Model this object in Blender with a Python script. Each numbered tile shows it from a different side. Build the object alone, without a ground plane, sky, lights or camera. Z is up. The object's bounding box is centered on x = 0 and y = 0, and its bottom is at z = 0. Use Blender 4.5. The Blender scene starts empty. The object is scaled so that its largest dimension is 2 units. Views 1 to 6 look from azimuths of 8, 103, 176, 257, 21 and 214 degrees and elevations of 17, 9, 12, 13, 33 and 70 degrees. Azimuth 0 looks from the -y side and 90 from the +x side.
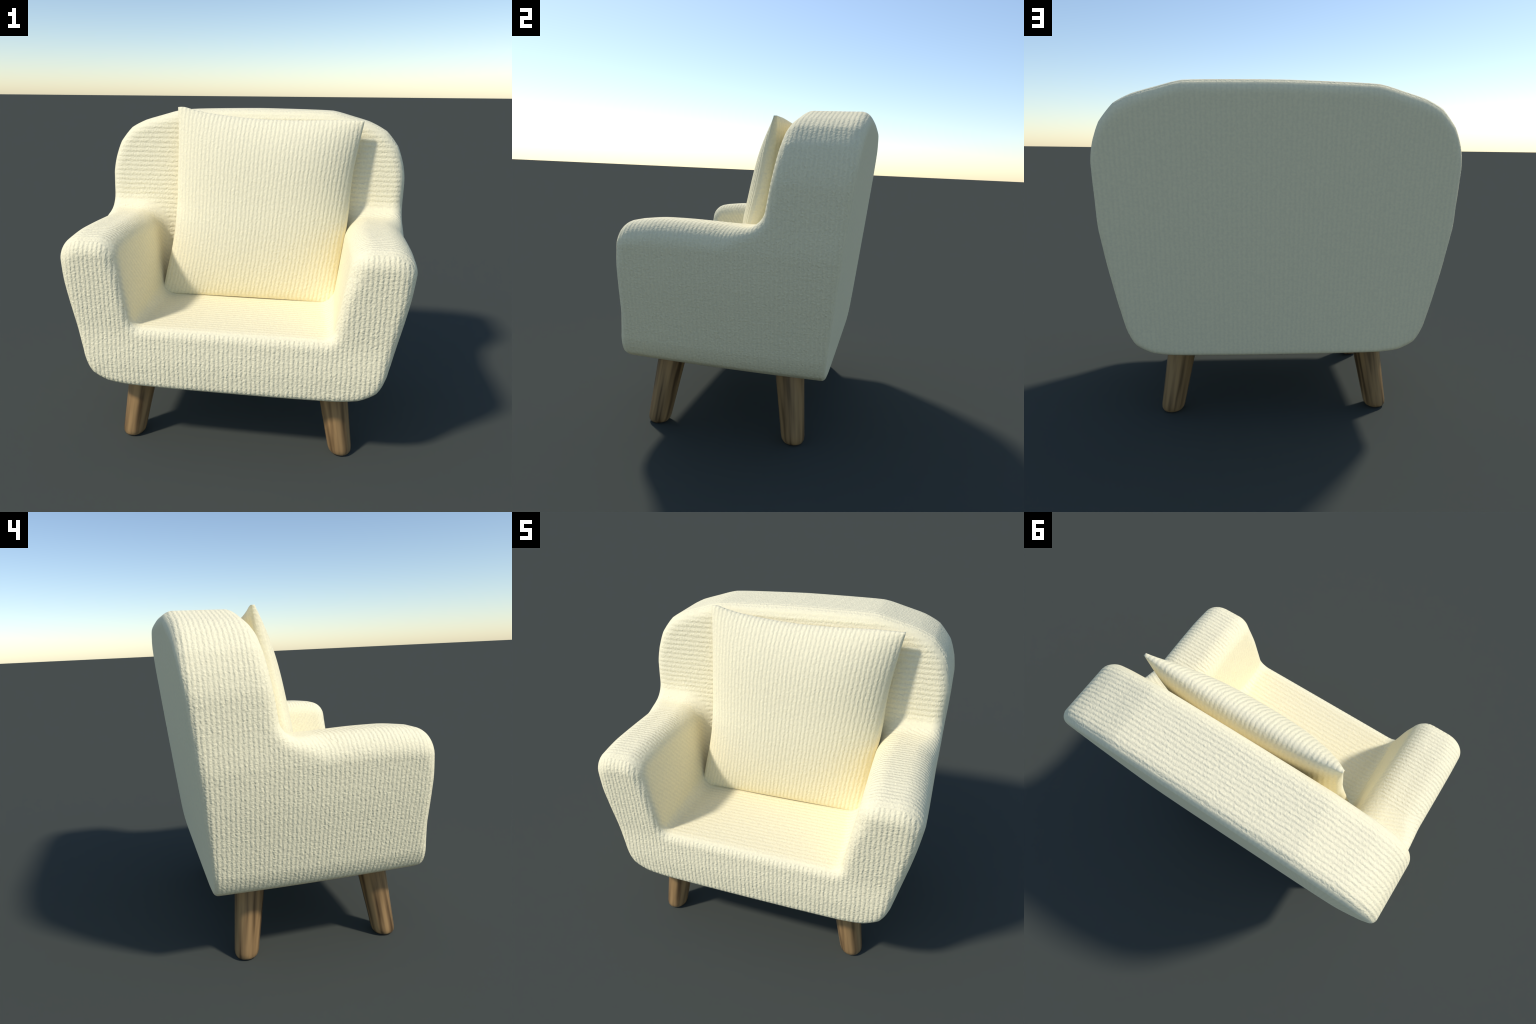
"""A cream corduroy armchair on four splayed wooden legs, with a loose square cushion.

The upholstered body is one smooth shell.  It is described by profiles and rounded
boolean operations on distances (rounded D-shaped outline, leaning back panel, leaning
backrest front, front panel, arm height, seat well), polygonised on a regular lattice and
then separated into backrest, armrests and seat whose border vertices coincide.
"""
import math
import bpy
import numpy as np
from mathutils import Vector

# ------------------------------------------------------------------ profiles
# right half of the outline seen from the front: (half width, height), top centre -> bottom
OUTLINE = [(0.0, 1.978), (0.27, 1.974), (0.514, 1.966), (0.655, 1.930), (0.772, 1.896),
           (0.868, 1.847), (0.944, 1.754), (0.981, 1.650), (0.998, 1.547), (0.993, 1.334),
           (0.987, 1.185), (0.937, 0.909), (0.869, 0.600), (0.820, 0.500), (0.729, 0.449),
           (0.600, 0.431), (0.30, 0.426), (0.0, 0.425)]
ARM_TOP = 1.325
SEAT_TOP = 0.800
STEP = 0.0135                       # lattice pitch of the upholstery shell


def smoothstep(a, b, x):
    t = np.clip((x - a) / (b - a), 0.0, 1.0)
    return t * t * (3 - 2 * t)


def rounded_max(a, b, r):
    """intersection of two solids with an edge radius r"""
    return np.minimum(np.maximum(a, b), -r) + np.hypot(np.maximum(a + r, 0), np.maximum(b + r, 0))


def rounded_min(a, b, r):
    """union of two solids with a fillet radius r"""
    return np.maximum(np.minimum(a, b), r) - np.hypot(np.maximum(r - a, 0), np.maximum(r - b, 0))


def smooth_polyline(points, steps=4, tension=0.55):
    """Catmull-Rom curve through the points, pulled part-way to the straight facets"""
    p = np.array(points)
    first, last = p[1] * [-1, 1], p[-2] * [-1, 1]
    q = np.vstack([first, p, last])
    out = []
    for i in range(1, len(q) - 2):
        a, b, c, d = q[i - 1:i + 3]
        for s in range(steps):
            t = s / steps
            spline = 0.5 * (2 * b + (c - a) * t + (2 * a - 5 * b + 4 * c - d) * t ** 2
                            + (3 * b - a - 3 * c + d) * t ** 3)
            out.append(tension * spline + (1 - tension) * (b + (c - b) * t))
    out.append(p[-1])
    return np.array(out)


CURVE = smooth_polyline(OUTLINE)


def outline_distance(x, z):
    """signed distance to the D-shaped outline (negative inside)"""
    ax = np.abs(x)
    best = np.full(np.broadcast(ax, z).shape, 1e9)
    inside = np.zeros(best.shape, bool)
    for (x0, z0), (x1, z1) in zip(CURVE[:-1], CURVE[1:]):
        ex, ez = x1 - x0, z1 - z0
        t = np.clip(((ax - x0) * ex + (z - z0) * ez) / (ex * ex + ez * ez), 0, 1)
        best = np.minimum(best, (ax - x0 - t * ex) ** 2 + (z - z0 - t * ez) ** 2)
        cross = ((z0 > z) != (z1 > z)) & (ax < x0 + (z - z0) * ex / (ez if ez else 1e-9))
        inside ^= cross
    return np.where(inside, -1, 1) * np.sqrt(best)


def back_front_y(z):
    """front surface of the backrest in the middle: leans back with height"""
    return 0.196 + 0.155 * (z - 1.42)


def back_rear_y(x, z):
    return 0.674 + 0.100 * (z - 1.75) - 0.004 * (np.abs(x) / 0.93) ** 4


def front_y(x, z):
    """front panel: gently bowed in height and in width"""
    return -0.669 - 0.020 * smoothstep(0.80, 0.55, z) + 0.006 * np.abs(x) ** 4


def inner_wall_x(y, z):
    """inner face of an armrest: leans outwards, a little more towards the front"""
    up = np.clip(z - 0.81, -0.2, 0.6)
    return 0.570 + 0.17 * up - 0.075 * up * (y + 0.53)


def body_distance(x, y, z, outline=None):
    d = outline_distance(x, z) if outline is None else outline
    ax = np.abs(x)
    bow = (0.003 + 0.007 * (1 - (y / 0.65) ** 2)) * smoothstep(1.25, 0.95, z) * smoothstep(0.38, 0.46, z)      # sides bowed a little below the arms
    rear = y - back_rear_y(x, z)
    shell = rounded_max(d - bow, rear, 0.024 + 0.014 * smoothstep(0.7, 1.1, z) + 0.034 * smoothstep(1.62, 1.86, z))
    # what limits the body from above and in front: arm tops, seat well, leaning backrest
    seat_top = SEAT_TOP - 0.008 - 0.026 * (y + 0.60)
    well = rounded_min((inner_wall_x(y, z) - ax) * 0.98, z - seat_top, 0.042 + 0.045 * smoothstep(-0.55, 0.0, y))
    arm_top = ARM_TOP - 0.026 * smoothstep(-0.40, -0.70, y) - 0.007 * smoothstep(-0.35, 0.05, y)            # arms droop towards the front
    arms = rounded_max(z - arm_top, well, 0.096 + 0.035 * smoothstep(-0.30, 0.10, y))
    upper = rounded_min(arms, (back_front_y(z) - y) * 0.985, 0.090)
    on_arm = smoothstep(0.14, -0.06, y) * smoothstep(1.50, 1.36, z)
    body = rounded_max(shell, upper, 0.072 + 0.070 * on_arm)
    edge = 0.036 + 0.020 * smoothstep(0.5, 0.65, z) + 0.038 * smoothstep(1.02, 1.25, z)
    return rounded_max(body, front_y(x, z) - y, edge)


# ------------------------------------------------------------------ polygonise
def surface_net():
    """naive surface nets on a regular lattice, then projection onto the true surface"""
    h = STEP
    nx = int(2.06 / h / 2) * 2 + 1
    xs = (np.arange(nx) - nx // 2) * h
    ys = np.arange(-0.76, 0.80, h)
    zs = np.arange(0.385, 2.02, h)
    outline = outline_distance(xs[:, None], zs[None, :])
    f = body_distance(xs[:, None, None], ys[None, :, None], zs[None, None, :], outline[:, None, :])
    s = f < 0
    cnt = np.zeros(tuple(n - 1 for n in f.shape), np.int8)
    pos = np.zeros(cnt.shape + (3,))
    num = np.zeros(cnt.shape)
    corner = [(i, j, k) for i in (0, 1) for j in (0, 1) for k in (0, 1)]

    def at(a, c):
        return a[tuple(slice(o, n - 1 + o) for o, n in zip(c, a.shape))]
    for c in corner:
        cnt += at(s, c)
    active = (cnt > 0) & (cnt < 8)
    for a in corner:
        for ax in range(3):
            if a[ax]:
                continue
            b = list(a)
            b[ax] = 1
            fa, fb = at(f, a), at(f, tuple(b))
            m = ((fa < 0) != (fb < 0))
            t = np.where(m, fa / np.where(fa - fb == 0, 1, fa - fb), 0)
            for k in range(3):
                pos[..., k] += m * (a[k] + (t if k == ax else 0))
            num += m
    idx = np.full(cnt.shape, -1, np.int64)
    cells = np.argwhere(active)
    idx[active] = np.arange(len(cells))
    p = pos[active] / num[active][:, None] + cells
    v = np.stack([xs[0] + p[:, 0] * h, ys[0] + p[:, 1] * h, zs[0] + p[:, 2] * h], 1)
    faces = []
    for ax in range(3):
        o1, o2 = (ax + 1) % 3, (ax + 2) % 3
        lo = [slice(None)] * 3
        hi = [slice(None)] * 3
        lo[ax], hi[ax] = slice(0, -1), slice(1, None)
        change = s[tuple(lo)] != s[tuple(hi)]
        e = np.argwhere(change)
        ok = (e[:, o1] > 0) & (e[:, o2] > 0) & (e[:, o1] < cnt.shape[o1]) & (e[:, o2] < cnt.shape[o2])
        e = e[ok]
        flip = s[tuple(lo)][tuple(e.T)]
        quad = []
        for d1, d2 in ((1, 1), (0, 1), (0, 0), (1, 0)):
            q = e.copy()
            q[:, o1] -= d1
            q[:, o2] -= d2
            quad.append(idx[tuple(q.T)])
        quad = np.stack(quad, 1)
        quad[~flip] = quad[~flip][:, ::-1]
        faces.append(quad)
    faces = np.vstack(faces)

    def gradient(v, e=2e-3):
        return np.stack([body_distance(*(v + e * np.eye(3)[k]).T) - body_distance(*(v - e * np.eye(3)[k]).T)
                         for k in range(3)], 1) / (2 * e)
    # relax in the tangent plane and project, so that the quads are even
    pairs = np.vstack([faces[:, [0, 1]], faces[:, [1, 2]], faces[:, [2, 3]], faces[:, [3, 0]]])
    pairs = np.unique(np.sort(pairs, 1), axis=0)
    deg = np.bincount(pairs.ravel(), minlength=len(v))[:, None]
    for it in range(4):
        if it < 3:
            acc = np.zeros_like(v)
            for k in range(3):
                acc[:, k] = (np.bincount(pairs[:, 0], v[pairs[:, 1], k], len(v))
                             + np.bincount(pairs[:, 1], v[pairs[:, 0], k], len(v)))
            v = v + 0.5 * (acc / deg - v)
        for _ in range(2):
            g = gradient(v)
            v = v - (body_distance(*v.T) / np.maximum((g * g).sum(1), 0.2))[:, None] * g
    g = gradient(v, 4e-3)
    n = g / np.linalg.norm(g, axis=1)[:, None]
    # a little smoothing of the normals, like stretched fabric over foam
    for _ in range(3):
        acc = np.zeros_like(n)
        for k in range(3):
            acc[:, k] = (np.bincount(pairs[:, 0], n[pairs[:, 1], k], len(v))
                         + np.bincount(pairs[:, 1], n[pairs[:, 0], k], len(v)))
        n = n + 0.5 * (acc / deg - n)
        n /= np.linalg.norm(n, axis=1)[:, None]
    return v, faces, n


# ------------------------------------------------------------------ node helpers
class Nodes:
    def __init__(self, name):
        self.mat = bpy.data.materials.new(name)
        self.mat.use_nodes = True
        self.t = self.mat.node_tree
        self.t.nodes.clear()

    def add(self, kind, **props):
        n = self.t.nodes.new(kind)
        for k, v in props.items():
            setattr(n, k, v)
        return n

    def put(self, socket, value):
        if hasattr(value, "is_linked") or isinstance(value, bpy.types.NodeSocket):
            self.t.links.new(value, socket)
        else:
            socket.default_value = value

    def math(self, op, a, b=0.0, c=0.0, clamp=False):
        n = self.add("ShaderNodeMath", operation=op, use_clamp=clamp)
        for s, v in zip(n.inputs, (a, b, c)):
            self.put(s, v)
        return n.outputs[0]

    def mix(self, f, a, b):
        n = self.add("ShaderNodeMix", data_type="FLOAT")
        self.put(n.inputs[0], f)
        self.put(n.inputs[2], a)
        self.put(n.inputs[3], b)
        return n.outputs[0]

    def mix_colour(self, f, a, b):
        n = self.add("ShaderNodeMix", data_type="RGBA")
        self.put(n.inputs[0], f)
        self.put(n.inputs[6], a)
        self.put(n.inputs[7], b)
        return n.outputs[2]

    def noise(self, vector, scale, detail=2.0, rough=0.5):
        n = self.add("ShaderNodeTexNoise")
        self.put(n.inputs["Vector"], vector)
        n.inputs["Scale"].default_value = scale
        n.inputs["Detail"].default_value = detail
        n.inputs["Roughness"].default_value = rough
        return n.outputs[0]

    def step(self, x, edge, soft):
        n = self.add("ShaderNodeMapRange", interpolation_type="SMOOTHSTEP")
        self.put(n.inputs[0], x)
        n.inputs[1].default_value = edge - soft
        n.inputs[2].default_value = edge + soft
        return n.outputs[0]

    def xyz(self, vector):
        n = self.add("ShaderNodeSeparateXYZ")
        self.put(n.inputs[0], vector)
        return n.outputs

    def combine(self, x, y, z):
        n = self.add("ShaderNodeCombineXYZ")
        for s, v in zip(n.inputs, (x, y, z)):
            self.put(s, v)
        return n.outputs[0]


FABRIC = (0.970, 0.868, 0.582, 1.0)


def finish_fabric(N, coord, cord_phase, along, depth=1.0, nub=1.15):
    """shared look of the ribbed wool: cords, broken by knots in the yarn, and fine grain"""
    wander = N.math("MULTIPLY", N.math("SUBTRACT", N.noise(coord, 9.0, 2.0), 0.5), 0.35)
    tremble = N.math("MULTIPLY", N.math("SUBTRACT", N.noise(coord, 55.0, 1.0), 0.5), 0.5)
    phase = N.math("ADD", N.math("ADD", cord_phase, wander), tremble)
    cord = N.math("ABSOLUTE", N.math("SINE", N.math("MULTIPLY", phase, math.pi)))
    cord = N.math("POWER", cord, 1.6)
    # knots: short pieces along each cord, and loose tufts that break the grooves
    knot_vec = N.combine(N.math("FLOOR", phase), N.math("MULTIPLY", along, 62.0), 0.0)
    knots = N.noise(knot_vec, 1.0, 2.0, 0.6)
    tufts = N.noise(coord, 82.0, 1.8, 0.6)
    swells = N.noise(coord, 24.0, 1.0)
    cord = N.math("MULTIPLY", cord, N.math("ADD", 0.35, N.math("MULTIPLY", swells, 1.1)))
    height = N.math("MULTIPLY", cord, N.math("ADD", 0.30, N.math("MULTIPLY", knots, 1.1)))
    height = N.math("ADD", height, N.math("MULTIPLY", tufts, nub))
    bump = N.add("ShaderNodeBump")
    N.put(bump.inputs["Height"], height)
    N.put(bump.inputs["Strength"], 0.85)
    N.put(bump.inputs["Distance"], N.math("MULTIPLY", 0.0039, depth))
    grain = N.math("ADD", N.math("MULTIPLY", tufts, 0.62), N.math("ADD", N.math("MULTIPLY", knots, 0.22), N.math("MULTIPLY", cord, 0.14)))
    col = N.mix_colour(N.step(grain, 0.48, 0.20), (FABRIC[0] * 0.93, FABRIC[1] * 0.93, FABRIC[2] * 0.94, 1.0),
                       (FABRIC[0] * 1.02, FABRIC[1] * 1.02, FABRIC[2] * 1.02, 1.0))
    p = N.add("ShaderNodeBsdfPrincipled")
    N.put(p.inputs["Base Color"], col)
    p.inputs["Roughness"].default_value = 0.95
    p.inputs["Specular IOR Level"].default_value = 0.1
    N.put(p.inputs["Normal"], bump.outputs[0])
    out = N.add("ShaderNodeOutputMaterial")
    N.t.links.new(p.outputs[0], out.inputs[0])
    return N.mat


def upholstery_material():
    N = Nodes("cream_cord_upholstery")
    tc = N.add("ShaderNodeTexCoord")
    geo = N.add("ShaderNodeNewGeometry")
    coord = tc.outputs["Object"]
    x, y, z = N.xyz(coord)
    nx, ny, nz = N.xyz(geo.outputs["Normal"])
    ax = N.math("ABSOLUTE", x)
    facing_front = N.step(ny, -0.62, 0.02)           # 0 on front-facing cloth
    facing_rear = N.step(ny, 0.72, 0.02)
    outward = N.math("MULTIPLY", N.math("SIGN", x), nx)
    inner = N.math("MULTIPLY", N.math("LESS_THAN", outward, 0.05),
                   N.math("LESS_THAN", z, 1.285))     # well of the seat: inner arms and seat
    behind = N.step(y, -0.30, 0.01)
    # cords round the body: constant y on sides and back top, drifting backwards over the arms
    below = N.math("LESS_THAN", N.math("SUBTRACT", z, N.math("MULTIPLY", y, 0.5)), 1.33)
    drift = N.math("MULTIPLY", N.math("SUBTRACT", N.math("MINIMUM", N.math("MAXIMUM", ax, 0.64), 0.97), 0.97), 0.4)
    wrap = N.math("DIVIDE", N.math("ADD", y, N.math("MULTIPLY", N.math("MULTIPLY", drift, below), N.step(z, 1.09, 0.06))), 0.0245)
    # seat and inner arms: cords run across the seat, then climb forward over the arms
    climb = N.math("MULTIPLY", N.math("MAXIMUM", N.math("SUBTRACT", z, SEAT_TOP + 0.02), 0.0), 0.75)
    well = N.math("DIVIDE", N.math("ADD", y, climb), 0.031)
    around = N.mix(inner, wrap, well)
    along_around = N.math("ADD", z, x)
    front_low = N.math("DIVIDE", x, 0.0262)          # front panel: upright cords
    front_back = N.math("DIVIDE", z, 0.0312)         # backrest front: level cords
    front = N.mix(behind, front_low, front_back)
    along_front = N.mix(behind, z, x)
    phase = N.mix(facing_front, front, around)
    along = N.mix(facing_front, along_front, along_around)
    # cords set shallower on the seat, inner arms, arm tops and rear, where they look fainter
    relief = N.mix(inner, N.mix(N.math("MULTIPLY", N.step(nz, 0.55, 0.25), below), 0.90, 0.62), 0.60)
    relief = N.mix(facing_front, N.mix(behind, 1.05, N.math("MULTIPLY", N.step(N.math("MULTIPLY", ny, -1.0), 0.80, 0.14), 0.85)), relief)
    relief = N.mix(facing_rear, relief, 0.13)
    phase = N.mix(facing_rear, phase, N.math("DIVIDE", x, 0.0262))
    along = N.mix(facing_rear, along, z)
    return finish_fabric(N, coord, phase, along, relief)


def cushion_material():
    N = Nodes("cream_cord_cushion_cover")
    tc = N.add("ShaderNodeTexCoord")
    coord = tc.outputs["Object"]
    x, y, z = N.xyz(coord)
    # cords follow the cover from its left seam to its right seam
    low = N.math("MAXIMUM", N.math("SUBTRACT", 1.38 - CUSHION_BASE, z), 0.0)
    left = N.math("SUBTRACT", -0.483, N.math("MULTIPLY", 0.27, N.math("MULTIPLY", low, low)))
    right = N.math("ADD", 0.57, N.math("MULTIPLY", 0.125, N.math("SUBTRACT", z, 0.80 - CUSHION_BASE)))
    u = N.math("DIVIDE", N.math("SUBTRACT", x, left), N.math("SUBTRACT", right, left))
    return finish_fabric(N, coord, N.math("MULTIPLY", u, 44.0), z, 0.80, 0.48)


def wood_material():
    N = Nodes("oiled_walnut")
    tc = N.add("ShaderNodeTexCoord")
    info = N.add("ShaderNodeObjectInfo")
    x, y, z = N.xyz(tc.outputs["Object"])
    x = N.math("SUBTRACT", x, N.math("MULTIPLY", z, -LEG_LEAN))
    shift = N.math("MULTIPLY", info.outputs["Random"], 7.0)
    v = N.combine(N.math("ADD", x, shift), y, N.math("MULTIPLY", z, 0.045))
    fig = N.noise(v, 30.0, 1.0, 0.4)
    fine = N.noise(v, 130.0, 2.0, 0.5)
    ramp = N.add("ShaderNodeValToRGB")
    e = ramp.color_ramp.elements
    e[0].position, e[0].color = 0.34, (0.095, 0.053, 0.022, 1)
    e[1].position, e[1].color = 0.64, (0.395, 0.238, 0.100, 1)
    m = e.new(0.48)
    m.color = (0.258, 0.153, 0.065, 1)
    N.put(ramp.inputs[0], N.math("ADD", N.math("MULTIPLY", fig, 0.85), N.math("MULTIPLY", fine, 0.15)))
    p = N.add("ShaderNodeBsdfPrincipled")
    N.put(p.inputs["Base Color"], ramp.outputs[0])
    p.inputs["Roughness"].default_value = 0.30
    p.inputs["Coat Weight"].default_value = 0.35
    p.inputs["Coat Roughness"].default_value = 0.22
    p.inputs["Specular IOR Level"].default_value = 0.5
    out = N.add("ShaderNodeOutputMaterial")
    N.t.links.new(p.outputs[0], out.inputs[0])
    return N.mat


# ------------------------------------------------------------------ objects
def new_object(name, verts, faces, mat, parent=None, normals=None):
    me = bpy.data.meshes.new(name)
    me.from_pydata([tuple(v) for v in verts], [], [tuple(int(i) for i in f) for f in faces])
    me.polygons.foreach_set("use_smooth", [True] * len(me.polygons))
    me.materials.append(mat)
    me.update()
    if normals is not None:
        me.normals_split_custom_set_from_vertices([tuple(n) for n in normals])
    ob = bpy.data.objects.new(name, me)
    bpy.context.scene.collection.objects.link(ob)
    if parent:
        ob.parent = parent
    return ob


def build_body(chair, mat):
    v, f, n = surface_net()
    c = v[f].mean(1)
    behind = c[:, 1] > back_front_y(c[:, 2]) - 0.012
    arm = ~behind & (np.abs(c[:, 0]) > inner_wall_x(c[:, 1], c[:, 2]) - 0.012) & (c[:, 2] > 0.50)
    regions = (("backrest", behind), ("armrest", arm & (c[:, 0] > 0)), ("armrest", arm & (c[:, 0] < 0)),
               ("seat", ~behind & ~arm))
    for name, mask in regions:
        used, inv = np.unique(f[mask], return_inverse=True)
        new_object(name, v[used], inv.reshape(-1, 4), mat, chair, n[used])


LEG_LEAN = 0.0917 / 0.43            # outward run per metre of height
LEG_RINGS = [(0.030, 0.0), (0.0475, 0.0015), (0.060, 0.008), (0.0685, 0.022), (0.0720, 0.042), (0.0730, 0.064),
             (0.0735, 0.08), (0.0812, 0.25), (0.0895, 0.43), (0.0920, 0.49)]


def build_legs(chair, mat):
    seg = 40
    verts, faces = [], []
    for r, z in LEG_RINGS:
        for i in range(seg):
            a = 2 * math.pi * i / seg
            verts.append((r * math.cos(a) - LEG_LEAN * z, r * math.sin(a), z))
    for k in range(len(LEG_RINGS) - 1):
        for i in range(seg):
            j = (i + 1) % seg
            faces.append((k * seg + i, k * seg + j, (k + 1) * seg + j, (k + 1) * seg + i))
    faces.append(tuple(range(seg))[::-1])
    faces.append(tuple((len(LEG_RINGS) - 1) * seg + i for i in range(seg)))
    first = None
    for px, py in ((0.651, -0.517), (-0.651, -0.517), (0.650, 0.362), (-0.650, 0.362)):
        if first is None:
            ob = first = new_object("leg", verts, faces, mat, chair)
        else:
            ob = first.copy()
            bpy.context.scene.collection.objects.link(ob)
        ob.location = (px, py, 0.0)
        tilt = math.radians(38.6)
        ob.rotation_euler = (0, 0, math.atan2(math.copysign(math.sin(tilt), py), math.copysign(math.cos(tilt), px)))


CUSHION_BASE = 0.775
# seams of the cushion cover as (x, z), lower end -> upper end and left -> right
SEAM_LEFT = [(-0.578, 0.775), (-0.548, 0.93), (-0.515, 1.08), (-0.497, 1.20), (-0.484, 1.376), (-0.484, 1.61),
             (-0.483, 1.74), (-0.486, 1.87), (-0.492, 1.987)]
SEAM_RIGHT = [(0.576, 0.775), (0.594, 0.985), (0.628, 1.20), (0.641, 1.36), (0.646, 1.50), (0.657, 1.62),
              (0.683, 1.776), (0.708, 1.915)]
SEAM_TOP = [(-0.492, 1.987), (-0.465, 1.994), (-0.40, 1.973), (-0.30, 1.953), (-0.197, 1.940), (-0.05, 1.925), (0.10, 1.916),
            (0.30, 1.914), (0.42, 1.917), (0.56, 1.920), (0.708, 1.915)]
SEAM_BOTTOM = [(-0.578, 0.775), (-0.3, 0.779), (0.0, 0.780), (0.3, 0.779), (0.576, 0.775)]


def resample(points, t):
    p = np.array(points)
    s = np.concatenate([[0], np.cumsum(np.hypot(*np.diff(p, axis=0).T))])
    s /= s[-1]
    fine = np.stack([np.interp(np.linspace(0, 1, 200), s, p[:, k]) for k in (0, 1)], 1)
    for _ in range(30):                       # ease the corners of the seam polyline
        fine[1:-1] = 0.5 * fine[1:-1] + 0.25 * (fine[:-2] + fine[2:])
    return np.stack([np.interp(t, np.linspace(0, 1, 200), fine[:, k]) for k in (0, 1)], 1)


def build_cushion(mat):
    n = 97
    s = np.linspace(0, 1, n)
    s = 0.5 - 0.5 * np.cos(math.pi * s)       # finer towards the seams
    s = 0.6 * s + 0.4 * np.linspace(0, 1, n)
    L, R, T, B = (resample(c, s) for c in (SEAM_LEFT, SEAM_RIGHT, SEAM_TOP, SEAM_BOTTOM))
    U, V = np.meshgrid(s, s, indexing="ij")
    u, v = U[..., None], V[..., None]
    flat = ((1 - u) * L[None] + u * R[None] + (1 - v) * B[:, None] + v * T[:, None]
            - ((1 - u) * (1 - v) * B[0] + u * (1 - v) * B[-1] + (1 - u) * v * T[0] + u * v * T[-1]))
    X, Z = flat[..., 0], flat[..., 1]
    a, b = np.abs(2 * U - 1), np.abs(2 * V - 1)
    full = np.where(V > 0.5, (1 - b ** 3.8).clip(0) ** 0.645, (1 - b ** 2.2).clip(0) ** 0.68)   # limp lower edge
    side = np.where(U > 0.5, (1 - a ** 2.35).clip(0) ** 0.58, (1 - a ** (2.0 + 0.55 * V)).clip(0) ** (0.65 - 0.09 * V))
    swell = side * full
    plane = -0.052 + 0.2 * (Z - 0.79) + 0.022 * np.where(U > 0.5, a ** 3, 0) * (1 - b ** 2) + 0.008 * (1 - V) ** 5
    seam = 0.009
    front = plane - seam - np.where(V > 0.5, 0.150, 0.138 + 0.012 * (1 - b)) * swell
    rear = plane + seam + 0.13 * swell
    limit = back_front_y(Z) - 0.004            # the cover lies flat against the backrest
    rear = np.minimum(rear, np.maximum(limit, plane + seam))
    verts = np.concatenate([np.stack([X, front, Z], -1).reshape(-1, 3), np.stack([X, rear, Z], -1).reshape(-1, 3)])
    verts[:, 2] -= CUSHION_BASE
    faces = []
    m = n * n
    for i in range(n - 1):
        for j in range(n - 1):
            q = (i * n + j, (i + 1) * n + j, (i + 1) * n + j + 1, i * n + j + 1)
            faces.append(q)
            faces.append(tuple(k + m for k in q[::-1]))
    rim = ([(i, 0) for i in range(n)] + [(n - 1, j) for j in range(1, n)]
           + [(i, n - 1) for i in range(n - 2, -1, -1)] + [(0, j) for j in range(n - 2, 0, -1)])
    rim = [i * n + j for i, j in rim]
    for p, q in zip(rim, rim[1:] + rim[:1]):
        faces.append((q, p, p + m, q + m))
    ob = new_object("throw_cushion", verts, faces, mat)
    ob.location = (0, 0, CUSHION_BASE)
    ob["label"] = "plump square cream ribbed scatter cushion with pinched corners"
    ob["category"] = "cushion"
    return ob


def main():
    chair = bpy.data.objects.new("upholstered_armchair", None)
    bpy.context.scene.collection.objects.link(chair)
    chair["label"] = "rounded cream ribbed-wool armchair with splayed wooden legs"
    chair["category"] = "armchair"
    build_body(chair, upholstery_material())
    build_legs(chair, wood_material())
    build_cushion(cushion_material())


main()
